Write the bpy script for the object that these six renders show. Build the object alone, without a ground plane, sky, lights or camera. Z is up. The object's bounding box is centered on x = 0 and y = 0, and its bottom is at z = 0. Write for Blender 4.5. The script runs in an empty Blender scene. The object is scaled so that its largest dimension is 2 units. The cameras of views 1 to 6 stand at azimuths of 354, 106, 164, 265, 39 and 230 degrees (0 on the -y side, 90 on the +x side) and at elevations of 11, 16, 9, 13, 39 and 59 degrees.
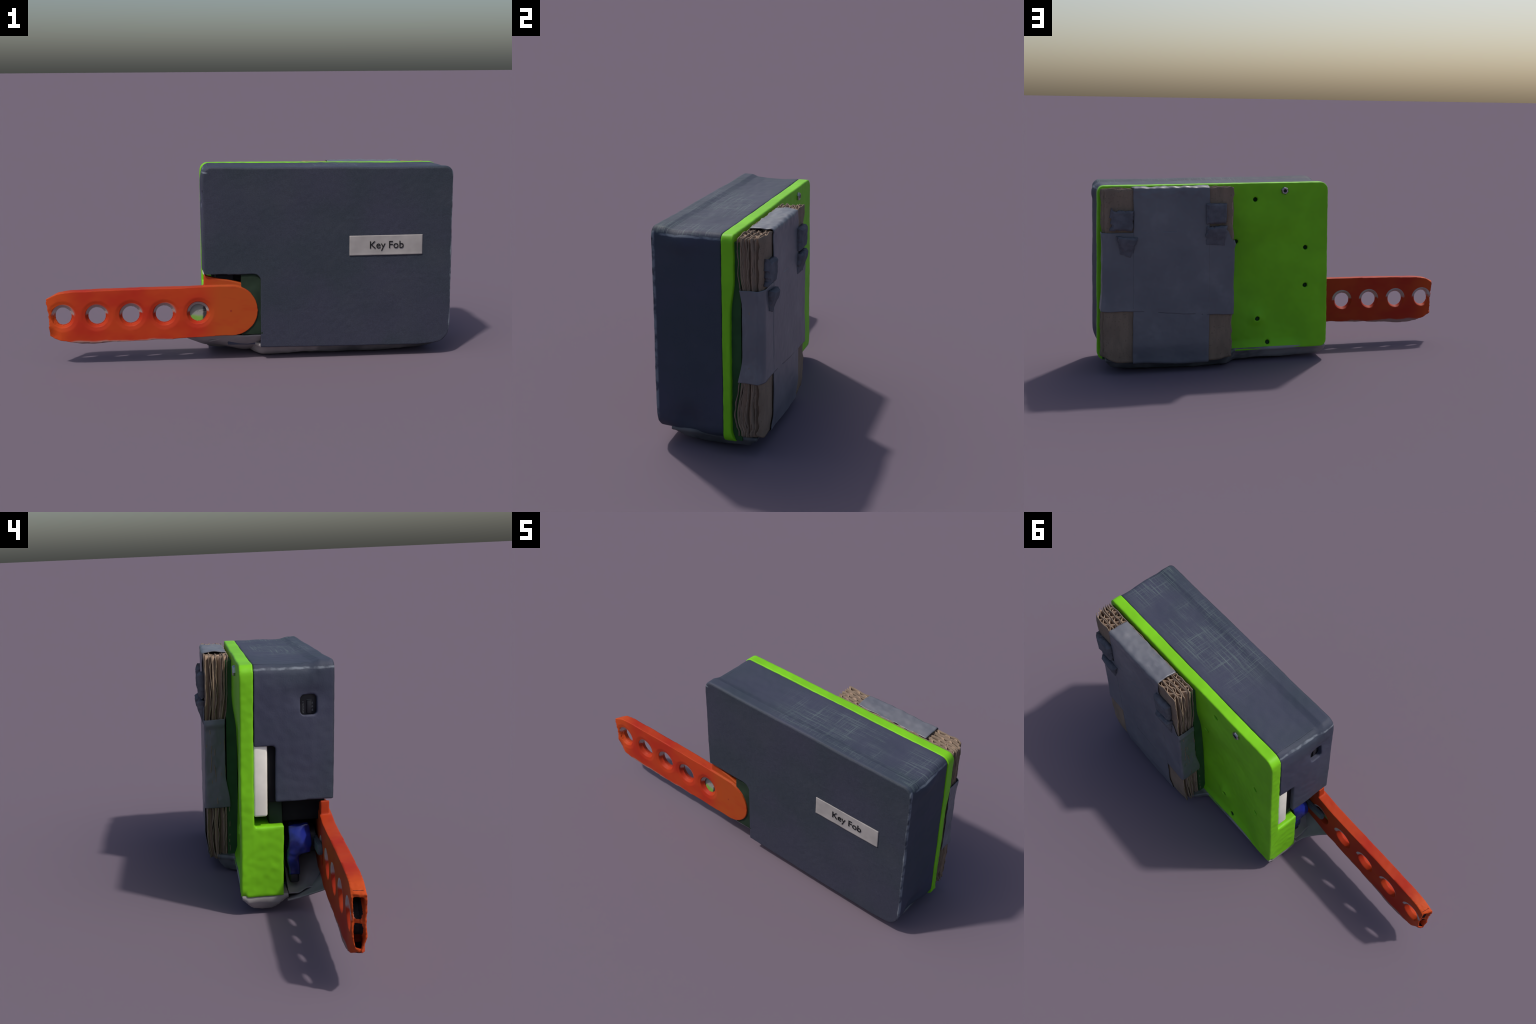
import bpy, bmesh, math, random
from mathutils import Vector, noise

random.seed(7)
SC = bpy.context.scene
COL = SC.collection

# ------------------------------------------------------------------ helpers
def sm(a, b, v):
    t = max(0.0, min(1.0, (v - a) / (b - a)))
    return t * t * (3 - 2 * t)

def lerp(a, b, t):
    return a + (b - a) * t

def interp(pts, v):
    if v <= pts[0][0]:
        return pts[0][1]
    for (a, fa), (b, fb) in zip(pts, pts[1:]):
        if v <= b:
            return lerp(fa, fb, sm(a, b, v))
    return pts[-1][1]

def nz(p, s, seed=0.0):
    return noise.noise(Vector((p[0] * s + seed, p[1] * s - seed * 1.7, p[2] * s + seed * 0.3)))

def lean(p):
    """The box stands slightly askew: leans forward and dips to the right."""
    x, y, z = p
    return Vector((x - 0.017 * (z - 0.5) * (x + 0.236) / 1.226,
                   y - 0.034 * (z - 0.5) - 0.012 * (x - 0.37),
                   z - 0.011 * (x - 0.37)))

def new_obj(name, verts, faces, mat=None, smooth=True):
    me = bpy.data.meshes.new(name)
    me.from_pydata([tuple(v) for v in verts], [], faces)
    me.update()
    bm = bmesh.new(); bm.from_mesh(me)
    bmesh.ops.recalc_face_normals(bm, faces=bm.faces)
    bm.to_mesh(me); bm.free()
    ob = bpy.data.objects.new(name, me)
    COL.objects.link(ob)
    if mat:
        me.materials.append(mat)
    if smooth:
        me.polygons.foreach_set("use_smooth", [True] * len(me.polygons))
    return ob

def apply_mods(ob):
    dg = bpy.context.evaluated_depsgraph_get()
    dg.update()
    me = bpy.data.meshes.new_from_object(ob.evaluated_get(dg))
    old = ob.data
    ob.modifiers.clear()
    ob.data = me
    bpy.data.meshes.remove(old)
    me.name = ob.name
    return ob

def boolean(ob, cutters, op='DIFFERENCE'):
    for c in cutters:
        m = ob.modifiers.new("b", 'BOOLEAN')
        m.object = c
        m.operation = op
        m.solver = 'EXACT'
    apply_mods(ob)
    for c in cutters:
        me = c.data
        bpy.data.objects.remove(c)
        bpy.data.meshes.remove(me)
    return ob

def remesh(ob, voxel, smooth_it=2, factor=0.5):
    m = ob.modifiers.new("r", 'REMESH')
    m.mode = 'VOXEL'
    m.voxel_size = voxel
    m.use_smooth_shade = True
    if smooth_it:
        s = ob.modifiers.new("s", 'SMOOTH')
        s.factor = factor
        s.iterations = smooth_it
    apply_mods(ob)
    ob.data.polygons.foreach_set("use_smooth", [True] * len(ob.data.polygons))
    return ob

def deform(ob, fn):
    for v in ob.data.vertices:
        v.co = fn(v.co)
    ob.data.update()
    return ob

def set_mat(ob, *mats):
    ob.data.materials.clear()
    for m in mats:
        ob.data.materials.append(m)

def box(name, x0, x1, y0, y1, z0, z1, mat=None, bevel=0.0, seg=2):
    bm = bmesh.new()
    bmesh.ops.create_cube(bm, size=1.0)
    for v in bm.verts:
        v.co = Vector((lerp(x0, x1, v.co.x + .5), lerp(y0, y1, v.co.y + .5), lerp(z0, z1, v.co.z + .5)))
    if bevel:
        bmesh.ops.bevel(bm, geom=bm.edges[:], offset=bevel, segments=seg, profile=0.5, affect='EDGES')
    me = bpy.data.meshes.new(name)
    bm.to_mesh(me); bm.free()
    ob = bpy.data.objects.new(name, me)
    COL.objects.link(ob)
    if mat:
        me.materials.append(mat)
    if bevel:
        me.polygons.foreach_set("use_smooth", [True] * len(me.polygons))
    return ob

def cyl_y(name, cx, cz, r, y0, y1, n=40, mat=None, r1=None):
    r1 = r if r1 is None else r1
    v, f = [], []
    for k, (y, rr) in enumerate(((y0, r), (y1, r1))):
        for i in range(n):
            a = 2 * math.pi * i / n
            v.append((cx + rr * math.cos(a), y, cz + rr * math.sin(a)))
    for i in range(n):
        j = (i + 1) % n
        f.append((i, j, n + j, n + i))
    f.append(tuple(range(n))[::-1]); f.append(tuple(range(n, 2 * n)))
    return new_obj(name, v, f, mat, False)

def round_rect(x0, x1, z0, z1, radii, n=8):
    """Outline in xz, radii = (bottom left, bottom right, top right, top left)."""
    out = []
    for (cx, cz, a0, r) in ((x0, z0, 180, radii[0]), (x1, z0, 270, radii[1]),
                            (x1, z1, 0, radii[2]), (x0, z1, 90, radii[3])):
        sx = 1 if cx == x0 else -1
        sz = 1 if cz == z0 else -1
        for i in range(n + 1):
            a = math.radians(a0 + 90 * i / n)
            out.append((cx + sx * r + r * math.cos(a), cz + sz * r + r * math.sin(a)))
    return out

def loft(name, rings, mat=None, smooth=True):
    n = len(rings[0]); v = [p for r in rings for p in r]; f = []
    for k in range(len(rings) - 1):
        for i in range(n):
            j = (i + 1) % n
            f.append((k * n + i, k * n + j, (k + 1) * n + j, (k + 1) * n + i))
    f.append(tuple(range(n))[::-1])
    f.append(tuple(range((len(rings) - 1) * n, len(rings) * n)))
    return new_obj(name, v, f, mat, smooth)

def prism(name, outline, y0, y1, mat=None):
    return loft(name, [[(x, y0, z) for x, z in outline], [(x, y1, z) for x, z in outline]], mat, False)

def sheet(name, fn, nu, nv, thick, mat=None):
    """Solid sheet: fn(u, v) -> (point, normal), thickened inward along -normal."""
    v, f = [], []
    for side in (0, 1):
        for i in range(nu + 1):
            for j in range(nv + 1):
                p, n = fn(i / nu, j / nv)
                v.append(Vector(p) - Vector(n) * (thick * side))
    w = nv + 1; o = (nu + 1) * w
    q = lambda i, j, s: s * o + i * w + j
    for i in range(nu):
        for j in range(nv):
            f.append((q(i, j, 0), q(i + 1, j, 0), q(i + 1, j + 1, 0), q(i, j + 1, 0)))
            f.append((q(i, j, 1), q(i, j + 1, 1), q(i + 1, j + 1, 1), q(i + 1, j, 1)))
    for i in range(nu):
        f.append((q(i, 0, 0), q(i, 0, 1), q(i + 1, 0, 1), q(i + 1, 0, 0)))
        f.append((q(i, nv, 0), q(i + 1, nv, 0), q(i + 1, nv, 1), q(i, nv, 1)))
    for j in range(nv):
        f.append((q(0, j, 0), q(0, j + 1, 0), q(0, j + 1, 1), q(0, j, 1)))
        f.append((q(nu, j, 0), q(nu, j, 1), q(nu, j + 1, 1), q(nu, j + 1, 0)))
    return new_obj(name, v, f, mat)

# ------------------------------------------------------------------ node kit
class Mat:
    def __init__(self, name, rough=0.6, spec=0.4, metal=0.0):
        m = bpy.data.materials.new(name); m.use_nodes = True
        self.m = m; self.t = m.node_tree
        self.b = self.t.nodes["Principled BSDF"]
        self.b.inputs["Roughness"].default_value = rough
        self.b.inputs["Specular IOR Level"].default_value = spec
        self.b.inputs["Metallic"].default_value = metal
        self.co = self.n("ShaderNodeTexCoord").outputs["Object"]
        self.xyz = self.n("ShaderNodeSeparateXYZ")
        self.t.links.new(self.co, self.xyz.inputs[0])
    def n(self, kind, **kw):
        x = self.t.nodes.new(kind)
        for k, v in kw.items():
            setattr(x, k, v)
        return x
    def put(self, sock, v):
        if isinstance(v, bpy.types.NodeSocket):
            self.t.links.new(v, sock)
        else:
            sock.default_value = v
    def math(self, op, a, b=0.0, c=0.0, clamp=False):
        x = self.n("ShaderNodeMath", operation=op, use_clamp=clamp)
        for i, v in enumerate((a, b, c)):
            self.put(x.inputs[i], v)
        return x.outputs[0]
    def step(self, v, a, b):
        x = self.n("ShaderNodeMapRange", interpolation_type='SMOOTHSTEP')
        self.put(x.inputs["Value"], v)
        x.inputs["From Min"].default_value = a
        x.inputs["From Max"].default_value = b
        return x.outputs[0]
    def band(self, v, c, w):
        """1 at c falling to 0 at distance w."""
        d = self.math('ABSOLUTE', self.math('SUBTRACT', v, c))
        return self.math('SUBTRACT', 1.0, self.step(d, w * 0.3, w))
    def mul(self, *vs):
        r = vs[0]
        for v in vs[1:]:
            r = self.math('MULTIPLY', r, v)
        return r
    def noise(self, scale, detail=3.0, rough=0.5, stretch=None, shift=(0, 0, 0)):
        mp = self.n("ShaderNodeMapping")
        self.t.links.new(self.co, mp.inputs[0])
        mp.inputs["Location"].default_value = shift
        if stretch:
            mp.inputs["Scale"].default_value = stretch
        x = self.n("ShaderNodeTexNoise")
        self.t.links.new(mp.outputs[0], x.inputs["Vector"])
        x.inputs["Scale"].default_value = scale
        x.inputs["Detail"].default_value = detail
        x.inputs["Roughness"].default_value = rough
        return x.outputs[0]
    def mix(self, fac, a, b, blend='MIX'):
        x = self.n("ShaderNodeMix", data_type='RGBA', blend_type=blend)
        self.put(x.inputs[0], fac)
        for s, v in ((x.inputs[6], a), (x.inputs[7], b)):
            if isinstance(v, tuple) and len(v) == 3:
                v = (*v, 1.0)
            self.put(s, v)
        return x.outputs[2]
    def color(self, c):
        if isinstance(c, tuple) and len(c) == 3:
            c = (*c, 1.0)
        self.put(self.b.inputs["Base Color"], c)
    def bump(self, h, strength=0.2, dist=0.01):
        x = self.n("ShaderNodeBump")
        x.inputs["Strength"].default_value = strength
        x.inputs["Distance"].default_value = dist
        self.t.links.new(h, x.inputs["Height"])
        self.t.links.new(x.outputs[0], self.b.inputs["Normal"])

def plain(name, c, rough=0.6, spec=0.4, metal=0.0, vary=0.12, scale=14.0, bump=0.0, bscale=120.0):
    k = Mat(name, rough, spec, metal)
    f = k.step(k.noise(scale), 0.3, 0.7)
    lo = tuple(x * (1 - vary) for x in c); hi = tuple(min(1, x * (1 + vary)) for x in c)
    k.color(k.mix(f, lo, hi))
    if bump:
        k.bump(k.noise(bscale, 4.0), bump, 0.004)
    return k.m

# ------------------------------------------------------------------ materials
def make_slate():
    k = Mat("slate_plastic", 0.62, 0.22)
    x, y, z = k.xyz.outputs
    base = k.mix(k.step(k.noise(2.6, 3), 0.35, 0.65), (0.043, 0.055, 0.078), (0.053, 0.057, 0.093))
    base = k.mix(k.mul(k.step(k.noise(5.5, 4, shift=(3, 1, 2)), 0.5, 0.75), 0.5), base, (0.060, 0.068, 0.095))
    # fine print grain
    gr = k.step(k.noise(230, 2), 0.35, 0.65)
    base = k.mix(k.mul(gr, 0.14), base, (0.08, 0.09, 0.11))
    # printed criss-cross hatching on the lid's upper side
    ylid = k.math('ADD', k.math('ADD', y, k.math('MULTIPLY', k.math('SUBTRACT', z, 0.5), 0.034)),
                  k.math('MULTIPLY', k.math('SUBTRACT', x, 0.37), 0.012))
    top = k.mul(k.step(z, 0.925, 0.938), k.step(ylid, -0.222, -0.205))
    lines_x = k.step(k.noise(9, 4, 0.7, stretch=(0.6, 26, 1)), 0.5, 0.68)
    lines_y = k.step(k.noise(9, 4, 0.7, stretch=(22, 0.5, 1), shift=(4, 2, 0)), 0.52, 0.7)
    patch = k.mul(k.step(k.noise(4.2, 3, shift=(1, 5, 0)), 0.36, 0.55), k.step(x, 0.05, 0.3), k.step(y, 0.05, -0.02))
    hatch = k.mul(k.math('MAXIMUM', lines_x, lines_y), patch, top, 0.8)
    base = k.mix(hatch, base, (0.13, 0.17, 0.17))
    # worn pale rims
    zl = k.math('ADD', z, k.math('MULTIPLY', k.math('SUBTRACT', x, 0.37), 0.011))
    wob = k.math('MULTIPLY', k.math('SUBTRACT', k.noise(24, 3), 0.5), 0.012)
    zr = k.math('ADD', zl, wob)
    worn = k.step(k.noise(30, 4), 0.3, 0.6)
    rim_r = k.mul(worn, k.band(zr, 0.934, 0.006), k.step(x, 0.955, 0.965), k.step(y, -0.225, -0.2))
    rim_l = k.mul(worn, k.band(zr, 0.937, 0.006), k.step(x, -0.21, -0.222))
    xr = k.math('ADD', x, k.math('MULTIPLY', k.math('SUBTRACT', z, 0.5), 0.017))
    yl = k.math('ADD', k.math('ADD', y, k.math('MULTIPLY', k.math('SUBTRACT', z, 0.5), 0.034)),
                k.math('MULTIPLY', k.math('SUBTRACT', x, 0.37), 0.012))
    front = k.step(yl, -0.213, -0.222)
    # front face colour multiplied down to match its baked shade, with fine grain
    weave = k.step(k.noise(160, 2, stretch=(1, 1, 2.2)), 0.4, 0.6)
    skin = k.mix(weave, (0.66, 0.66, 0.64), (0.80, 0.79, 0.77))
    base = k.mix(k.step(yl, -0.2245, -0.2275), base, k.mix(1.0, base, skin, 'MULTIPLY'))
    edge_v = k.mul(k.step(k.math('ADD', xr, wob), 0.982, 0.988), front, worn)
    worn_all = k.math('MAXIMUM', k.math('MAXIMUM', rim_r, rim_l), edge_v)
    base = k.mix(k.mul(worn_all, 0.75), base, (0.22, 0.25, 0.29))
    k.color(base)
    k.bump(k.noise(170, 4), 0.12, 0.004)
    return k.m

def make_orange():
    k = Mat("orange_plastic", 0.6, 0.2)
    x, y, z = k.xyz.outputs
    base = k.mix(k.step(k.noise(4.5, 3, stretch=(1, 1, 1.6)), 0.35, 0.65), (0.39, 0.022, 0.007), (0.43, 0.042, 0.008))
    base = k.mix(k.step(x, -0.28, -0.14), base, (0.38, 0.060, 0.009))
    base = k.mix(k.mul(k.step(x, -0.84, -0.97), 0.8), base, (0.54, 0.072, 0.010))
    base = k.mix(k.mul(k.step(k.noise(30, 3, stretch=(0.4, 1, 1)), 0.5, 0.75), 0.35), base, (0.36, 0.024, 0.008))
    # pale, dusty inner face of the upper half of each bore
    px = k.math('SUBTRACT', k.math('MODULO', k.math('ADD', x, 1.006 + 1.64), 0.1645), 0.0822)
    zz = k.math("SUBTRACT", z, 0.2510)
    r = k.math('SQRT', k.math('ADD', k.math('MULTIPLY', px, px), k.math('MULTIPLY', zz, zz)))
    # smooth mask: within the bore radius, away from front face, above the axis
    ymid = k.math('SUBTRACT', y, k.math('ADD', -0.217, k.math('MULTIPLY', x, -0.0255)))
    wob = k.math('MULTIPLY', k.math('SUBTRACT', k.noise(40, 2), 0.5), 0.03)
    bore = k.mul(k.step(r, 0.0605, 0.0585), k.step(k.math('ADD', zz, wob), 0.0, 0.018),
                 k.step(ymid, 0.002, 0.008), k.step(x, -0.2, -0.22))
    base = k.mix(k.mul(bore, 0.9), base, (0.42, 0.38, 0.37))
    # grey smear along the lower edge
    low = k.step(k.math('ADD', z, k.math('MULTIPLY', k.math('SUBTRACT', k.noise(11, 2), 0.5), 0.03)), 0.131, 0.119)
    base = k.mix(k.mul(low, 0.75), base, (0.27, 0.23, 0.21))
    # mould pip
    px2 = k.math('ADD', x, 0.106); pz2 = k.math('SUBTRACT', z, 0.26)
    pr = k.math('SQRT', k.math('ADD', k.math('MULTIPLY', px2, px2), k.math('MULTIPLY', pz2, pz2)))
    base = k.mix(k.mul(k.step(pr, 0.0065, 0.004), 0.8), base, (0.25, 0.02, 0.01))
    k.color(base)
    k.bump(k.noise(60, 3), 0.08, 0.004)
    return k.m

def make_card(name, c1, c2, stretch):
    k = Mat(name, 0.85, 0.15)
    f = k.step(k.noise(22, 4, 0.6, stretch=stretch), 0.3, 0.7)
    c = k.mix(f, c1, c2)
    sp = k.step(k.noise(110, 2), 0.6, 0.72)
    c = k.mix(k.mul(sp, 0.4), c, tuple(v * 0.55 for v in c1))
    k.color(c)
    k.bump(k.noise(150, 3), 0.25, 0.003)
    return k.m

def make_tape():
    k = Mat("duct_tape", 0.38, 0.5)
    f = k.step(k.noise(5, 3), 0.3, 0.7)
    c = k.mix(f, (0.130, 0.134, 0.158), (0.158, 0.160, 0.182))
    w = k.step(k.noise(7, 4, 0.6, stretch=(1, 3, 1), shift=(2, 2, 2)), 0.52, 0.72)
    c = k.mix(k.mul(w, 0.35), c, (0.23, 0.235, 0.26))
    k.color(c)
    k.bump(k.noise(26, 4), 0.2, 0.008)
    return k.m

def make_film():
    k = Mat("grey_film", 0.55, 0.3)
    f = k.step(k.noise(7, 4), 0.35, 0.65)
    x, y, z = k.xyz.outputs
    dusky = k.mix(f, (0.07, 0.075, 0.08), (0.15, 0.15, 0.155))  # film colour lowered here for the shadow beneath the box
    pale = k.mix(f, (0.21, 0.20, 0.205), (0.30, 0.28, 0.28))
    patch = k.step(k.math('ADD', k.math('MULTIPLY', x, -1.0), k.math('MULTIPLY', k.math('SUBTRACT', k.noise(6, 3, stretch=(1, 2, 2), shift=(5, 0, 1)), 0.5), 1.1)), -0.32, -0.12)
    c = k.mix(patch, dusky, pale)
    k.color(c)
    k.bump(k.noise(30, 3), 0.15, 0.006)
    return k.m

SLATE = make_slate()
GREEN = plain("green_plastic", (0.195, 0.575, 0.012), 0.5, 0.25, vary=0.08, scale=6, bump=0.06, bscale=70)
HOLE_GREEN = plain("drilled_hole_dark_green", (0.03, 0.09, 0.03), 0.7, 0.2)
ORANGE = make_orange()
DARK = plain("near_black_inside", (0.012, 0.012, 0.014), 0.8, 0.1)
RECESS = plain("green_darkened_for_recess_shade", (0.020, 0.034, 0.022), 0.8, 0.1, vary=0.3, scale=9)  # green plate tinted dark, as it looks shadowed behind the arm
BLACK = plain("black_plastic", (0.014, 0.015, 0.02), 0.4, 0.4)
BLUE = plain("blue_plastic", (0.010, 0.018, 0.17), 0.25, 0.5, vary=0.6)
HORN = plain("grey_plastic", (0.10, 0.12, 0.14), 0.5, 0.4)
WHITE = plain("white_plastic", (0.86, 0.83, 0.74), 0.5, 0.3, vary=0.05)
PAPER = plain("label_paper", (0.32, 0.30, 0.295), 0.75, 0.2, vary=0.07, scale=18)
INK = plain("black_ink", (0.012, 0.012, 0.014), 0.7, 0.1)
SILK = plain("silkscreen_print", (0.13, 0.14, 0.15), 0.7, 0.1)
STEEL = plain("steel", (0.45, 0.44, 0.47), 0.3, 0.5, metal=1.0)
LINER = make_card("cardboard_liner", (0.215, 0.160, 0.120), (0.275, 0.205, 0.150), (1, 1, 0.3))
FLUTE = make_card("cardboard_flute", (0.30, 0.215, 0.155), (0.40, 0.290, 0.215), (1, 1, 0.25))
TAPE = make_tape()
PAD = plain("fabric_pad", (0.130, 0.130, 0.150), 0.95, 0.1, vary=0.14, scale=30, bump=0.3, bscale=220)
FILM = make_film()
def make_bore_film():
    k = Mat("grey_green_film", 0.6, 0.2)
    x, y, z = k.xyz.outputs
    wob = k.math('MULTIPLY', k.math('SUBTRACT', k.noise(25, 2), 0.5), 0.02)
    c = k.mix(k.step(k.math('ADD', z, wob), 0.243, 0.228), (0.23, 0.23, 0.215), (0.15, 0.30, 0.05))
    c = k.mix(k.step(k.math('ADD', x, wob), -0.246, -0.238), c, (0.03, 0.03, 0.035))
    k.color(c)
    return k.m
BOREFILM = make_bore_film()

PARTS = []
def part(ob, parent=None):
    PARTS.append((ob, parent))
    return ob

# ------------------------------------------------------------------ housing
X0, X1, Z0, Z1 = -0.237, 0.991, 0.062, 0.955
YF, YG, YB = -0.230, 0.0695, 0.121     # front face, seam to the green plate, back of plate

def build_housing():
    # (y, rise of the top, swell of the sides): raised lid band in front, hollow waist
    stations = [(-0.2315, 0.000, -0.004), (-0.228, 0.004, -0.001), (-0.219, 0.008, 0.0),
                (-0.178, 0.007, 0.001), (-0.166, 0.003, 0.001), (-0.150, -0.002, 0.002),
                (-0.100, -0.006, 0.003), (-0.050, -0.006, 0.002), (0.0, -0.004, 0.0),
                (0.045, 0.000, -0.001), (YG, 0.001, -0.001)]
    base = round_rect(X0, X1, Z0, Z1, (0.02, 0.065, 0.036, 0.038), 10)
    rings = []
    for y, up, side in stations:
        ring = []
        for x, z in base:
            wz = sm(0.85, 0.93, z)
            wx = sm(0.90, 0.98, x) - sm(-0.16, -0.225, x)
            ring.append((x + side * wx, y, z + up * wz + side * -0.5 * sm(0.12, 0.07, z)))
        rings.append(ring)
    ob = loft("housing", rings)
    w = 0.028
    inner = box("cut", X0 + w, X1 - w, YF + w, YG + 0.05, Z0 + w, Z1 - w - 0.01)
    notch_front = prism("cut", round_rect(-0.4, 0.040, -0.1, 0.437, (0.001, 0.001, 0.034, 0.001), 8), YF - 0.1, YF + 0.06)
    notch_side = box("cut", -0.4, -0.12, YF - 0.11, YG + 0.06, -0.11, 0.438)
    slot = box("cut", -0.4, -0.15, -0.0125, YG + 0.055, 0.2, 0.653, bevel=0.012)
    port = box("cut", -0.4, -0.15, -0.166, -0.104, 0.762, 0.838, bevel=0.014, seg=3)
    boolean(ob, [inner, notch_front, notch_side, slot, port])
    remesh(ob, 0.0042, 1, 0.4)
    def wob(p):
        q = p.copy()
        q.y += 0.0022 * nz(p, 5, 3) + 0.0007 * nz(p, 40, 1)
        q.x += 0.0028 * nz(p, 6, 8) + 0.0010 * nz(p, 34, 2)
        q.z += 0.0026 * nz(p, 5, 5) + 0.0012 * nz(p, 30, 4)
        # dent above the port and around it
        if p.x < -0.2:
            d = math.hypot((p.y + 0.135) / 0.06, (p.z - 0.835) / 0.045)
            q.x += 0.010 * math.exp(-d * d)
            q.x += 0.008 * sm(0.86, 0.945, p.z) * sm(-0.18, -0.13, p.y)
            q.x -= 0.003 * sm(0.45, 0.75, p.z) * sm(-0.22, -0.14, p.y) * sm(0.065, 0.0, p.y)
        if p.x > 0.9:
            q.x -= 0.034 * math.exp(-((p.y + 0.09) / 0.07) ** 2 - ((p.z - 0.125) / 0.065) ** 2)
            q.x += 0.011 * math.exp(-((p.y + 0.10) / 0.07) ** 2 - ((p.z - 0.90) / 0.035) ** 2)
        q.z += 0.006 * math.exp(-((p.y + 0.05) / 0.07) ** 2) * sm(0.2, 0.4, p.x) * sm(0.9, 0.93, p.z)
        # lower front corner on the right is knocked in
        k = sm(0.82, 0.99, p.x) * sm(0.17, 0.06, p.z) * sm(-0.10, -0.22, p.y)
        q.x -= 0.012 * k
        q.z += 0.010 * k
        return lean(q)
    inside = []
    for f in ob.data.polygons:
        c = f.center
        inside.append(1 if (X0 + 0.02 < c.x < X1 - 0.02 and YF + 0.02 < c.y and Z0 + 0.02 < c.z < Z1 - 0.028) else 0)
    deform(ob, wob)
    set_mat(ob, SLATE, DARK)
    ob.data.polygons.foreach_set("material_index", inside)
    return part(ob)

housing = build_housing()

# ------------------------------------------------------------------ green back plate
HOLES = [(0.164, 0.872), (-0.113, 0.611), (-0.112, 0.406), (0.150, 0.230), (0.268, 0.649), (0.092, 0.100)]

def build_plate():
    base = round_rect(X0 + 0.003, X1 + 0.003, 0.060, 0.9565, (0.035, 0.04, 0.036, 0.042), 10)
    ob = prism("back_plate", base, YG + 0.0006, YB)
    foot = prism("cut", round_rect(X0 + 0.0035, -0.065, 0.062, 0.344, (0.012, 0.01, 0.004, 0.01), 5), -0.042, YG + 0.03)
    boolean(ob, [foot], 'UNION')
    cut = [cyl_y("cut", hx + 0.0, hz, 0.0125, YB - 0.03, YB + 0.03, 24) for hx, hz in HOLES]
    # holes are given in world coordinates: undo the lean
    for c, (hx, hz) in zip(cut, HOLES):
        for v in c.data.vertices:
            v.co.x += 0.017 * (hz - 0.5) * (hx + 0.236) / 1.226
            v.co.z += 0.011 * (hx - 0.37)
    boolean(ob, cut)
    remesh(ob, 0.0042, 1)
    def wob(p):
        q = p.copy()
        q.y += 0.0018 * nz(p, 5, 13) + 0.0010 * nz(p, 30, 12)
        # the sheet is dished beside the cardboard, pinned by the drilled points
        dish = 0.017 * sm(-0.16, 0.0, p.x) * sm(0.05, 0.12, p.z) * sm(0.78, 0.62, p.z) \
            + 0.013 * math.exp(-((p.x - 0.05) / 0.13) ** 2 - ((p.z - 0.26) / 0.15) ** 2) \
            + 0.022 * math.exp(-((p.x - 0.21) / 0.10) ** 2 - ((p.z - 0.42) / 0.16) ** 2)
        dish *= 1 - 0.6 * math.exp(-((p.x - 0.15) ** 2 + (p.z - 0.23) ** 2) / 0.0012)
        q.y -= dish * sm(YG + 0.004, YB - 0.002, p.y)
        q.x += 0.0022 * nz(p, 7, 18) + 0.0012 * nz(p, 40, 2)
        q.z += 0.0016 * nz(p, 6, 15) + 0.0008 * nz(p, 30, 4)
        return lean(q)
    idx = [1 if (f.center.y < YB - 0.009 and f.center.y > YB - 0.04 and
                 any(math.hypot(f.center.x - hx - 0.017 * (hz - .5) * (hx + .236) / 1.226,
                                f.center.z - hz - 0.011 * (hx - .37)) < 0.0145 for hx, hz in HOLES)) else 0
           for f in ob.data.polygons]
    deform(ob, wob)
    set_mat(ob, GREEN, HOLE_GREEN)
    ob.data.polygons.foreach_set("material_index", idx)
    return part(ob)

plate = build_plate()

def build_screw():
    cx, cy, cz = 0.007, 0.1150, 0.918
    head = loft("screw", [[(cx + r * math.cos(a), cy + h, cz + r * math.sin(a)) for a in
                           [2 * math.pi * i / 6 + 0.3 for i in range(6)]]
                          for h, r in ((-0.012, 0.021), (0.004, 0.021), (0.008, 0.017))], STEEL, False)
    boolean(head, [cyl_y("cut", cx, cz, 0.0095, cy - 0.002, cy + 0.02, 20)])
    set_mat(head, STEEL)
    part(head, plate)
    core = cyl_y("screw_socket", cx, cz, 0.0093, cy - 0.006, cy - 0.0012, 20, BLACK)
    part(core, head)
build_screw()

# ------------------------------------------------------------------ label
def build_label():
    lx0, lx1, lz0, lz1 = 0.4775, 0.8415, 0.5235, 0.6225
    def fn(u, v):
        x = lerp(lx0, lx1, u); z = lerp(lz0, lz1, v)
        e = sm(0.0, 0.12, v)
        y = YF - 0.0044 - 0.0012 * nz((x, 0, z), 22, 4) - 0.0010 * (1 - e)
        p = lean((x, y, z + 0.011 * (x - 0.37)))
        return p, Vector((0, -1, 0))
    lab = part(sheet("label", fn, 70, 20, 0.004, PAPER), housing)
    cu = bpy.data.curves.new("key_fob_lettering", 'FONT')
    cu.body = "Key Fob"
    cu.size = 0.05; cu.extrude = 0.0012; cu.resolution_u = 6
    tmp = bpy.data.objects.new("t", cu); COL.objects.link(tmp)
    dg = bpy.context.evaluated_depsgraph_get(); dg.update()
    me = bpy.data.meshes.new_from_object(tmp.evaluated_get(dg))
    bpy.data.objects.remove(tmp)
    xs = [v.co.x for v in me.vertices]
    cap = max(v.co.y for v in me.vertices)
    sx = 0.168 / (max(xs) - min(xs)); sy = 0.0352 / cap; mx = min(xs)
    for v in me.vertices:
        x = lx0 + 0.101 + (v.co.x - mx) * sx
        z = lz0 + 0.0345 + v.co.y * sy
        v.co = lean((x, YF - 0.0062 - v.co.z, z + 0.011 * (x - 0.37)))
    me.materials.append(INK)
    tx = bpy.data.objects.new("key_fob_lettering", me); COL.objects.link(tx)
    part(tx, lab)
build_label()

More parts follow.
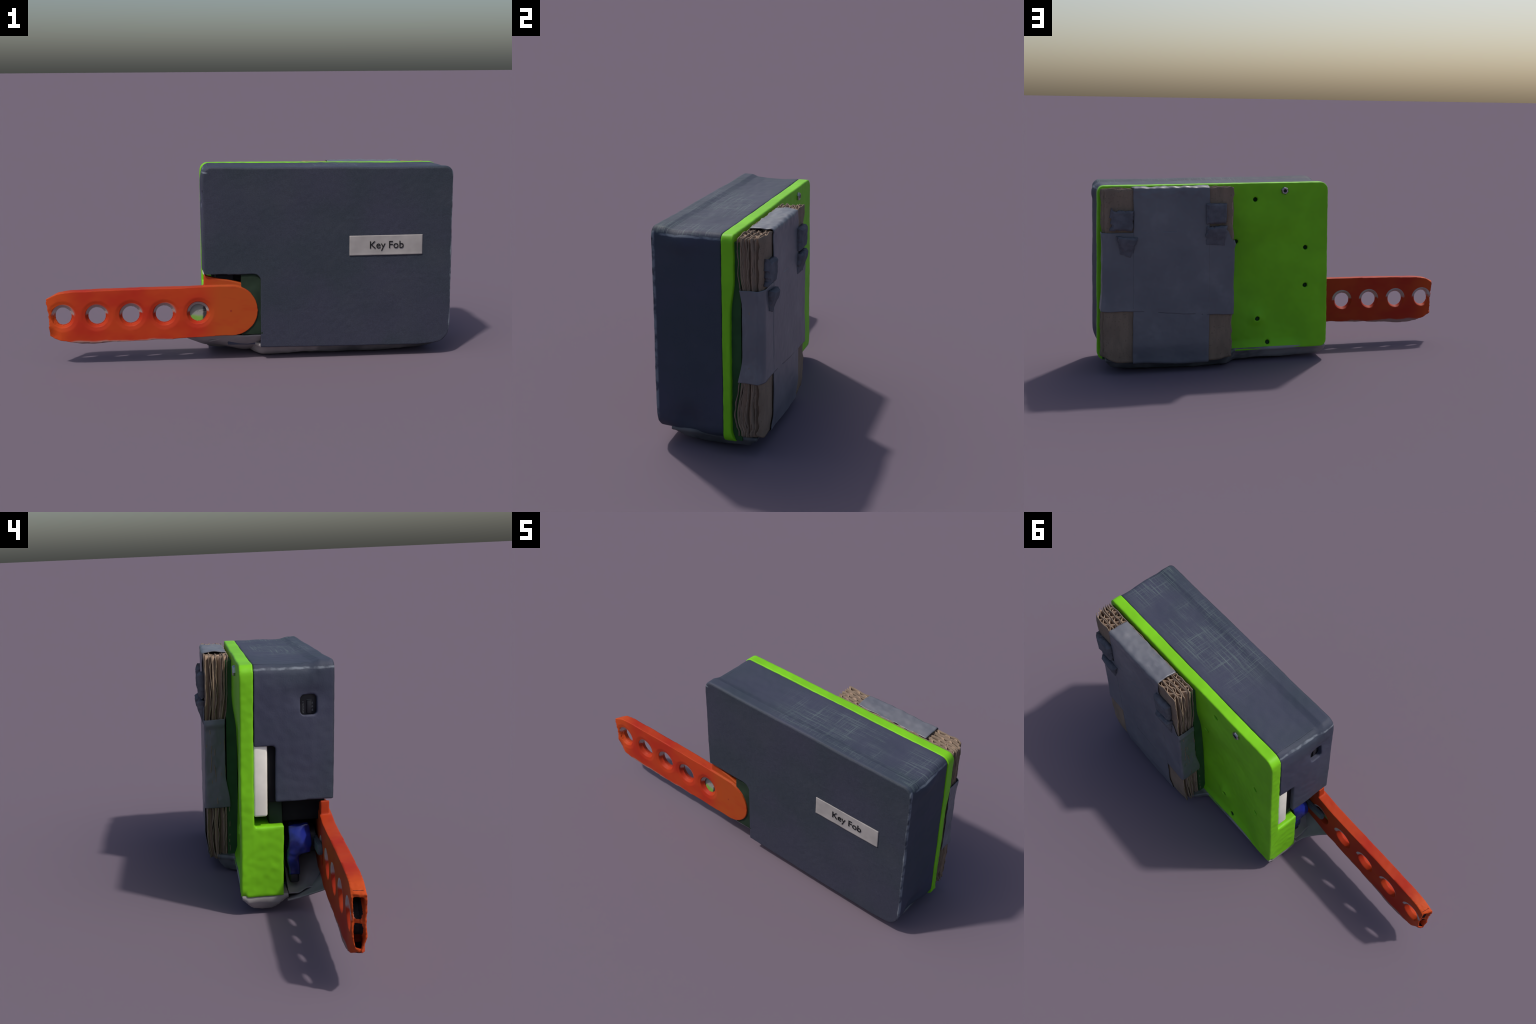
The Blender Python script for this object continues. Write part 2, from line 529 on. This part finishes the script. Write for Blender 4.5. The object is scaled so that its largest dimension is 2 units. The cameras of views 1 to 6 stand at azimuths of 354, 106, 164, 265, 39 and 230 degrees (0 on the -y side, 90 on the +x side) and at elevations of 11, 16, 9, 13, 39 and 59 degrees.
# ------------------------------------------------------------------ things inside the openings
def build_inside():
    w = box("white_panel", X0 + 0.007, -0.06, 0.0185, YG + 0.002, 0.382, 0.672, WHITE, 0.009, 3)
    deform(w, lean); part(w, housing)
    # circuit board behind the port
    pcb = box("circuit_board", -0.214, -0.206, -0.19, -0.07, 0.72, 0.88, BLACK, 0.001)
    deform(pcb, lean); part(pcb, housing)
    con = box("socket", -0.220, -0.212, -0.147, -0.131, 0.765, 0.815, BLACK, 0.0015)
    deform(con, lean); part(con, pcb)
    # light printed marks left and right of the socket (too small to read), frame line round it
    marks = []
    for zc in (0.777, 0.790, 0.803):
        marks.append((-0.154, -0.149, zc - 0.0025, zc + 0.0025))
        marks.append((-0.1525, -0.1505, zc + 0.0025, zc + 0.0055))
    for i in range(8):
        zc = 0.769 + i * 0.0058
        marks.append((-0.1185, -0.1140 if i % 2 else -0.1155, zc - 0.0018, zc + 0.0012))
    marks += [(-0.1485, -0.1475, 0.785, 0.818), (-0.1485, -0.130, 0.8165, 0.818)]
    v, f = [], []
    for a, b, c, d in marks:
        o = len(v)
        for x in (-0.2155, -0.2135):
            v += [lean(p) for p in ((x, a, c), (x, b, c), (x, b, d), (x, a, d))]
        f += [(o, o + 1, o + 2, o + 3), (o + 4, o + 7, o + 6, o + 5), (o, o + 4, o + 5, o + 1),
              (o + 1, o + 5, o + 6, o + 2), (o + 2, o + 6, o + 7, o + 3), (o + 3, o + 7, o + 4, o)]
    mk = new_obj("printed_marks", v, f, SILK, False); mk["kind"] = "stuff"
    part(mk, pcb)
    # servo behind the arm
    servo = box("servo_motor", -0.205, 0.11, -0.135, -0.052, 0.225, 0.335)
    boolean(servo, [box("cut", -0.20, 0.10, -0.092, -0.046, 0.135, 0.24)], 'UNION')
    remesh(servo, 0.006, 8)
    def lump(p):
        q = p.copy()
        n = Vector((nz(p, 22, 1), nz(p, 22, 4), nz(p, 22, 7)))
        q += n * 0.010
        q.x += 0.020 * sm(0.26, 0.33, p.z) * sm(-0.1, -0.2, p.x)
        return q
    deform(servo, lump); set_mat(servo, BLUE); part(servo)
    low = part(box("servo_bracket", -0.190, 0.10, -0.088, -0.050, 0.105, 0.150, BLACK, 0.008), servo)
    gear = part(cyl_y("gear_case", -0.106, 0.26, 0.055, -0.160, -0.130, 40, BLACK), servo)
    lever = part(prism("lever", round_rect(-0.288, -0.06, 0.236, 0.282, (0.022, 0.022, 0.022, 0.022), 8), -0.168, -0.150, HORN), servo)
    bm = bmesh.new(); bm.from_mesh(lever.data)
    bmesh.ops.bevel(bm, geom=[e for e in bm.edges if len(e.link_faces) == 2 and e.calc_face_angle() > 1.0], offset=0.004, segments=2, affect='EDGES')
    bm.to_mesh(lever.data); bm.free()
    # near-black blocks that fill the openings and the box above the servo
    core = part(box("dark_fill_block", -0.10, 0.9, -0.17, 0.05, 0.40, 0.88, DARK, 0.01), housing)
    part(box("dark_fill_block", -0.175, -0.09, -0.196, -0.030, 0.352, 0.440, DARK, 0.006), housing)
    part(box("dark_fill_block", -0.218, -0.09, -0.034, 0.022, 0.440, 0.665, DARK, 0.006), housing)
    part(box("shadow_tinted_panel", -0.190, -0.09, -0.030, 0.022, 0.335, 0.445, RECESS, 0.004), housing)
    part(box("shadow_tinted_panel", -0.055, 0.055, -0.2155, -0.180, 0.135, 0.442, RECESS, 0.004), housing)
build_inside()

# ------------------------------------------------------------------ orange arm
BORES = [-0.924, -0.759, -0.595, -0.432, -0.266]

def arm_front(x):
    return -0.2170 - 0.0255 * x - 0.006 * sm(-0.36, -0.16, x)

def build_arm():
    top = [(-0.25, 0.385), (-0.55, 0.384), (-0.84, 0.380), (-0.90, 0.377), (-0.945, 0.369), (-0.975, 0.357), (-1.0, 0.344)]
    tip = [(-0.9985, 0.315), (-0.9955, 0.285), (-0.9915, 0.25), (-0.992, 0.215), (-0.9915, 0.185), (-0.991, 0.160)]
    bot = [(-0.972, 0.148), (-0.935, 0.136), (-0.89, 0.128), (-0.83, 0.122), (-0.75, 0.121), (-0.66, 0.125), (-0.60, 0.124),
           (-0.45, 0.130), (-0.30, 0.133)]
    end = []
    for i in range(25):
        a = math.radians(-90 + 180 * i / 24)
        end.append((-0.099 + 0.125 * math.cos(a), 0.2605 + 0.125 * math.sin(a)))
    outline = top + tip + bot + end
    ob = prism("arm", outline, 0.0, 0.048)
    # shoulder that climbs to the housing above the pivot
    sh = prism("cut", [(-0.238, 0.36), (0.0, 0.33), (-0.01, 0.372), (-0.05, 0.397), (-0.11, 0.412), (-0.19, 0.425), (-0.236, 0.441)], 0.010, 0.044)
    boolean(ob, [sh], 'UNION')
    TH = 0.048
    cuts = []
    for bx in BORES:
        # the bores narrow towards the middle of the bar
        cuts.append(loft("cut", [[(bx + r * math.cos(a), yy, 0.2555 - dz + r * math.sin(a)) for a in
                                  [2 * math.pi * i / 48 for i in range(48)]]
                                 for yy, r, dz in ((-0.02, 0.0575, 0), (0.0, 0.0565, 0), (0.012, 0.050, 0.001), (0.024, 0.0405, 0.002),
                                                   (0.037, 0.047, 0.001), (0.048, 0.0530, 0.0), (0.08, 0.0530, 0.0))], None, False))
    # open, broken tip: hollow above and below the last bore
    arc = []
    for i in range(13):
        a = math.radians(75 + 210 * i / 12)
        arc.append((-0.924 + 0.062 * math.cos(a), 0.2555 + 0.062 * math.sin(a)))
    cuts.append(prism("cut", [(-1.05, 0.333), (-1.05, 0.166), (-0.985, 0.166), (-0.93, 0.150), (-0.895, 0.158)] + arc[::-1]
                      + [(-0.895, 0.338), (-0.93, 0.352), (-0.965, 0.346), (-0.99, 0.335)], 0.0075, 0.041))
    boolean(ob, cuts)
    remesh(ob, 0.0032, 3)
    inside = []
    for f in ob.data.polygons:
        c = f.center
        dark = c.x > -0.985 and c.x < -0.905 and 0.009 < c.y < 0.0395 and 0.150 < c.z < 0.353 \
            and math.hypot(c.x + 0.924, c.z - 0.2555) > 0.0575
        inside.append(1 if dark else 0)
    def place(p):
        q = p.copy()
        # soft dished rims round the bores
        for bx in BORES:
            d = math.hypot(p.x - bx, p.z - 0.2555)
            if d < 0.085 and p.y < 0.02:
                q.y += 0.004 * sm(0.080, 0.056, d)
        q.y += arm_front(p.x)
        q.z -= 0.005 * sm(-0.12, -0.40, p.x)
        q.y += 0.0016 * nz(p, 9, 21)
        q.z += 0.0022 * nz(p, 8, 22) + 0.0010 * nz(p, 34, 3)
        t = sm(-0.93, -0.99, p.x)
        q.y += 0.6 * (0.030 - p.y) * t * sm(0.215, 0.150, p.z)
        q.x += t * (0.36 * p.y + 0.005 * nz(p, 45, 9) + 0.003 * nz(p, 110, 4))
        if p.z < 0.16:
            q.z -= 0.004 * (0.5 + nz(p, 14, 30)) * sm(-0.2, -0.35, p.x)
            q.z -= 0.011 * sm(0.005, 0.03, p.y) * math.exp(-((p.x + 0.78) / 0.16) ** 2) * sm(0.16, 0.125, p.z)
        return q
    deform(ob, place)
    set_mat(ob, ORANGE, DARK)
    ob.data.polygons.foreach_set("material_index", inside)
    return part(ob)
build_arm()

# ------------------------------------------------------------------ cardboard stack
CX0, CX1, CZ0, CZ1 = 0.312, 0.980, 0.042, 0.948
CY0, CY1 = 0.133, 0.234

def card_shape(p):
    """Squeeze of the stack: pinched by the tape half way up, splayed and rounded at the foot."""
    x, y, z = p
    t = (y - CY0) / (CY1 - CY0)
    mid = sm(0.30, 0.45, z) * sm(0.80, 0.65, z)
    y += 0.020 * (1 - t) * mid
    right = sm(0.80, 0.98, x)
    y -= 0.022 * (1 - t) * right * math.exp(-((z - 0.19) / 0.08) ** 2)
    # rounded foot: outer layers pull up
    zz = z
    if z < 0.3:
        low = sm(0.16, 0.036, z)
        zz = z + low * (0.008 * sm(0.5, 1.0, t) + 0.016 * sm(0.55, 0.80, x) + 0.040 * sm(0.89, 0.99, x) + 0.014 * sm(0.40, 0.31, x))
        y -= 0.012 * low * sm(0.3, 1, t)
    y -= 0.022 * t * sm(0.935, 0.995, x)
    x += (0.004 * sm(0.5, 0.3, z) - 0.006 * mid) * right
    if x < 0.36:
        x += 0.006 * sm(0.35, 0.2, z) - 0.003 * sm(0.4, 0.6, z) * sm(0.75, 0.6, z)
    return Vector((x, y, zz))

def build_cardboard():
    layers = 4
    pitch = (CY1 - CY0) / layers
    sheets = []
    for k in range(layers):
        ya = CY0 + k * pitch; yb = ya + pitch
        dx0, dx1 = random.uniform(-0.004, 0.006), random.uniform(-0.006, 0.003)
        dz = random.uniform(-0.004, -0.001)
        x0, x1, z1 = CX0 + dx0, CX1 + dx1, CZ1 + dz
        if k == layers - 1:
            x0, x1, z1 = CX0, CX1 - 0.014, CZ1
        def liner(y, seed, kind, flip):
            def fn(u, v):
                x = lerp(x0, x1, u); z = lerp(CZ0, z1, v)
                ex = 0.007 * nz((0, seed, z), 22, seed) + 0.004 * nz((0, seed, z), 60, seed)
                x += ex * (sm(0.06, 0, u) + sm(0.94, 1, u))
                top = sm(0.90, 1.0, v)
                z += 0.007 * nz((x, seed, 0), 30, seed) * top
                yy = y + 0.0015 * nz((x, seed, z), 9, seed) + 0.006 * nz((x, seed, z), 24, seed) * sm(0.94, 1.0, v) \
                    + 0.008 * nz((x, seed, z), 17, seed) * (sm(0.06, 0, u) + sm(0.94, 1, u))
                return lean(card_shape((x, yy, z))), Vector((0, 1, 0))
            return sheet(kind, fn, 70, 80, 0.0032, LINER)
        a = liner(ya + 0.0042, 3.1 * k + 1.3, "cardboard_liner", False)
        b = liner(yb - 0.0006, 3.1 * k + 2.9, "cardboard_liner", True)
        amp = (pitch - 0.0085) * 0.5
        ym = (ya + yb) * 0.5 + 0.0012
        wl = 0.040 + 0.004 * k
        ph = random.uniform(0, 6)
        def flute(u, v):
            x = lerp(x0 + 0.003, x1 - 0.003, u); z = lerp(CZ0 + 0.002, z1 - 0.003, v)
            warp = 0.016 * nz((x, k, 0), 17, 5.0 + k)
            s = math.sin(2 * math.pi * (x + warp) / wl + ph)
            s = math.copysign(abs(s) ** 0.75, s)
            crush = 1.0 - 0.6 * max(0, nz((x, k, z), 16, 7.7 + k)) * sm(0.85, 1, v)
            z += (0.005 * nz((x, k, 1), 45, 2.2)) * sm(0.93, 1, v)
            p = lean(card_shape((x, ym + amp * s * crush, z)))
            return p, Vector((0.35 * math.cos(2 * math.pi * x / wl + ph), 1, 0)).normalized()
        c = sheet("cardboard_flute", flute, 260, 40, 0.0034, FLUTE)
        sheets.append((a, c, b))
    fill = box("modelled_gap_shadow", CX0 + 0.003, CX1 - 0.010, YB - 0.02, CY0 + 0.012, 0.07, 0.925, HOLE_GREEN)  # solid block, coloured dark for the shadow between plate and cards
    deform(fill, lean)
    root = bpy.data.objects.new("cardboard_stack", None); COL.objects.link(root)
    part(root)
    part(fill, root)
    for trio in sheets:
        for o in trio:
            part(o, root)
    return root
stack = build_cardboard()

# ------------------------------------------------------------------ duct tape straps
def path_point(pts, r, s):
    """Point and outward normal on a polyline with rounded corners (radius r), s in 0..1."""
    segs = []
    P = [Vector(p) for p in pts]
    cur = P[0]
    for i in range(1, len(P) - 1):
        d0 = (P[i] - P[i - 1]).normalized(); d1 = (P[i + 1] - P[i]).normalized()
        a = P[i] - d0 * r; b = P[i] + d1 * r
        segs.append((cur, a)); m = (a + b) * 0.25 + P[i] * 0.5
        segs.append((a, m)); segs.append((m, b)); cur = b
    segs.append((cur, P[-1]))
    L = [(b - a).length for a, b in segs]; T = sum(L); t = s * T
    for (a, b), l in zip(segs, L):
        if t <= l or (a, b) == segs[-1]:
            d = (b - a).normalized()
            return a + (b - a) * min(1, t / l), Vector((-d.y, d.x))
        t -= l

def build_tape():
    # strap over the top, down the face and under the foot: path in (y, z)
    pv = [(CY0 + 0.004, CZ1 + 0.004), (CY1 + 0.004, CZ1 + 0.004), (CY1 + 0.004, CZ0 - 0.006), (CY0 - 0.01, CZ0 - 0.008)]
    def strap(u, v):
        p, n = path_point(pv, 0.011, u)
        x = lerp(0.437, 0.826, v) + 0.003 * nz((p.y, 0, p.x), 14, 2)
        z = p.y; y = p.x
        wr = 0.004 * nz((x, y, z), 16, 6) + 0.0025 * nz((x, y, z), 40, 4)
        topw = sm(0.88, 0.93, z)
        k = 0.25 + 0.9 * topw
        q = Vector((x, y - n.x * wr * k, z - n.y * wr * k - 0.006 * topw * (1 - sm(0.13, 0.2, y))))
        c = card_shape(q)
        if z > 0.3:
            c.z = q.z
        return lean(c), Vector((0, -n.x, -n.y))
    s1 = part(sheet("tape_strap", strap, 260, 60, 0.0035, TAPE), stack)
    # strap round the middle: path in (x, y)
    ph = [(CX1 + 0.004, CY0 - 0.002), (CX1 + 0.004, CY1 + 0.0075), (CX0 - 0.0045, CY1 + 0.0075), (CX0 - 0.0045, CY0 - 0.002)]
    def belt(u, v):
        p, n = path_point(ph, 0.010, u)
        x, y = p
        z0 = lerp(0.292, 0.335, sm(0.30, 0.97, x)) + 0.003 * nz((x, y, 0), 14, 8)
        z1 = 0.731 + 0.004 * nz((x, y, 0), 12, 3) - 0.055 * sm(0.345, 0.318, x)
        z = lerp(z0, z1, v)
        wr = 0.0035 * nz((x, y, z), 11, 9) + 0.0015 * nz((x, y, z), 34, 4)
        side = 1 - sm(CX0, CX0 + 0.03, x) * sm(CX1, CX1 - 0.03, x)
        k = 0.3 + 0.9 * side
        # a torn lip near the upper left border of the belt
        lip = 0.006 * math.exp(-((z - 0.655) / 0.014) ** 2) * sm(0.36, 0.31, x)
        q = Vector((x - n.x * wr * k - lip, y - n.y * wr * k, z))
        return lean(card_shape(q)), Vector((-n.x, -n.y, 0))
    part(sheet("tape_strap", belt, 240, 90, 0.0032, TAPE), stack)
build_tape()

# ------------------------------------------------------------------ fabric pads
def build_pad(quad, y_top, y_bot, ragged, seed):
    """quad: (top left, top right, bottom right, bottom left) in world (x, z)."""
    N = 44
    tl, tr, br, bl = [Vector(q) for q in quad]
    v, f = [], []
    for side in (0, 1):
        for i in range(N + 1):
            for j in range(N + 1):
                a, b = i / N, j / N
                t = tl.lerp(tr, a); m = bl.lerp(br, a)
                p = m.lerp(t, b)
                e = min(a, 1 - a, b, 1 - b)
                rim = sm(0.0, 0.10, e)
                rag = ragged * (sm(0.25, 0, a) + sm(0.8, 1, b) * sm(0.7, 0.2, a))
                dx = (0.004 + 0.010 * rag) * nz((a, b, 0), 7, seed) * (1 - sm(0, 0.25, e))
                dz = (0.003 + 0.010 * rag) * nz((a, b, 3), 8, seed) * (1 - sm(0, 0.25, e))
                lift = lerp(y_bot, y_top, sm(0.0, 0.9, b)) + 0.003 * nz((a, b, 0), 4, seed + 2)
                face = 0.240 - 0.034 * (p.y - 0.5) - 0.012 * (p.x - 0.37)
                y = face + (lift * (0.55 + 0.45 * rim) if side == 0 else -0.006)
                v.append((p.x + dx, y, p.y + dz))
    w = N + 1; o = w * w
    q = lambda i, j, s: s * o + i * w + j
    for i in range(N):
        for j in range(N):
            f.append((q(i, j, 0), q(i + 1, j, 0), q(i + 1, j + 1, 0), q(i, j + 1, 0)))
            f.append((q(i, j, 1), q(i, j + 1, 1), q(i + 1, j + 1, 1), q(i + 1, j, 1)))
        f.append((q(i, 0, 0), q(i, 0, 1), q(i + 1, 0, 1), q(i + 1, 0, 0)))
        f.append((q(i, N, 0), q(i + 1, N, 0), q(i + 1, N, 1), q(i, N, 1)))
        f.append((q(0, i, 0), q(0, i + 1, 0), q(0, i + 1, 1), q(0, i, 1)))
        f.append((q(N, i, 0), q(N, i, 1), q(N, i + 1, 1), q(N, i + 1, 0)))
    part(new_obj("fabric_pad", v, f, PAD), stack)

build_pad(((0.934, 0.838), (0.820, 0.836), (0.828, 0.736), (0.934, 0.742)), 0.021, 0.019, 1.0, 1.0)
build_pad(((0.906, 0.712), (0.800, 0.700), (0.838, 0.602), (0.888, 0.622)), 0.027, 0.004, 0.3, 4.0)
build_pad(((0.452, 0.869), (0.347, 0.868), (0.351, 0.767), (0.452, 0.765)), 0.024, 0.020, 0.0, 7.0)
build_pad(((0.453, 0.749), (0.347, 0.755), (0.357, 0.652), (0.455, 0.658)), 0.027, 0.004, 0.2, 9.0)

# ------------------------------------------------------------------ grey film under the box
def build_film():
    nx, ny = 150, 60
    v, f = [], []
    def bottom(x, y, back, front):
        d = min((x + 0.245) / 0.05, (0.972 - x) / 0.045, (y - front + 0.004) / 0.085, (back + 0.005 - y) / 0.06)
        d = sm(0.0, 1.0, d)
        crease = 0.010 * nz((x * 0.7, y, 0), 9, 2) + 0.006 * abs(nz((x, y, 0), 13, 6))
        z = 0.064 - 0.051 * d + crease * (0.35 + 0.65 * d)
        z += 0.012 * sm(0.62, 0.95, x) * d
        return z
    for side in (0, 1):
        for i in range(nx + 1):
            x = lerp(-0.228, 0.966, i / nx)
            back = lerp(0.128, 0.185, sm(0.27, 0.34, x))
            back = lerp(0.118, 0.205, sm(0.27, 0.34, x))
            for j in range(ny + 1):
                # cut back under the open notch and at the knocked corner
                front = -0.212 + 0.035 * sm(0.84, 0.96, x) + 0.152 * sm(0.055, -0.05, x)
                y = lerp(front, back, j / ny)
                z = bottom(x, y, back, front) if side == 0 else 0.078
                v.append((x, y + 0.034 * 0.43 - 0.012 * (x - 0.37), z))
    w = ny + 1; o = (nx + 1) * w
    q = lambda i, j, s: s * o + i * w + j
    for i in range(nx):
        for j in range(ny):
            f.append((q(i, j, 0), q(i + 1, j, 0), q(i + 1, j + 1, 0), q(i, j + 1, 0)))
            f.append((q(i, j, 1), q(i, j + 1, 1), q(i + 1, j + 1, 1), q(i + 1, j, 1)))
        f.append((q(i, 0, 0), q(i, 0, 1), q(i + 1, 0, 1), q(i + 1, 0, 0)))
        f.append((q(i, ny, 0), q(i + 1, ny, 0), q(i + 1, ny, 1), q(i, ny, 1)))
    for j in range(ny):
        f.append((q(0, j, 0), q(0, j + 1, 0), q(0, j + 1, 1), q(0, j, 1)))
        f.append((q(nx, j, 0), q(nx, j, 1), q(nx, j + 1, 1), q(nx, j + 1, 0)))
    lo = min(p[2] for p in v)
    v = [(x, y, z - lo * sm(0.07, 0.03, z)) for x, y, z in v]
    part(new_obj("underside_film", v, f, FILM))
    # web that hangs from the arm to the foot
    def web(u, t):
        xl = lerp(-0.222, -0.345, t * t)
        x = lerp(xl, 0.052, u)
        y = lerp(-0.035, lerp(-0.185, -0.208, sm(-0.2, -0.05, x)), t)
        zf = lerp(0.052, 0.018, sm(-0.22, 0.0, x))
        za = lerp(0.137, 0.132, u)
        near = sm(-0.03, 0.05, x)
        k = lerp(t ** 1.7, t ** 1.3, near)
        z = lerp(zf, za, k) + 0.003 * nz((x, y, 0), 14, 3)
        return Vector((x, y, z)), Vector((0, 0, 1))
    part(sheet("film_web", web, 60, 30, 0.006, FILM))
    # the film climbs into the open corner under the servo
    def wall(u, t):
        x = lerp(-0.215, 0.045, u)
        y = lerp(-0.042, lerp(-0.150, -0.200, sm(-0.2, -0.08, x)), t)
        z = 0.075 + 0.125 * sm(-0.215, 0.02, x) + 0.02 * sm(0.3, 0.7, t) * (1 - u) + 0.004 * nz((x, y, 0), 16, 5)
        return Vector((x, y, z)), Vector((-0.5, 0, 0.85))
    part(sheet("film_web", wall, 40, 30, 0.006, FILM))
    # film stretched across the bore next to the box
    def skin(u, t):
        a = 2 * math.pi * u
        r = 0.052 * max(t, 0.02)
        x, z = -0.266 + r * math.cos(a), 0.2545 + r * math.sin(a)
        return Vector((x, arm_front(x) + 0.030 + 0.010 * (z - 0.25) / 0.05 + 0.002 * nz((x, 0, z), 40, 2), z)), Vector((0, -1, 0))
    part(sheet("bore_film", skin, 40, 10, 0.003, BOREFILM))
build_film()

# ------------------------------------------------------------------ assemble
thing = bpy.data.objects.new("gadget_box", None)
thing["label"] = "dark slate box with green back plate, orange perforated arm and taped cardboard"
thing["category"] = "gadget box"
COL.objects.link(thing)
for ob, parent in PARTS:
    ob.parent = parent if parent is not None else thing
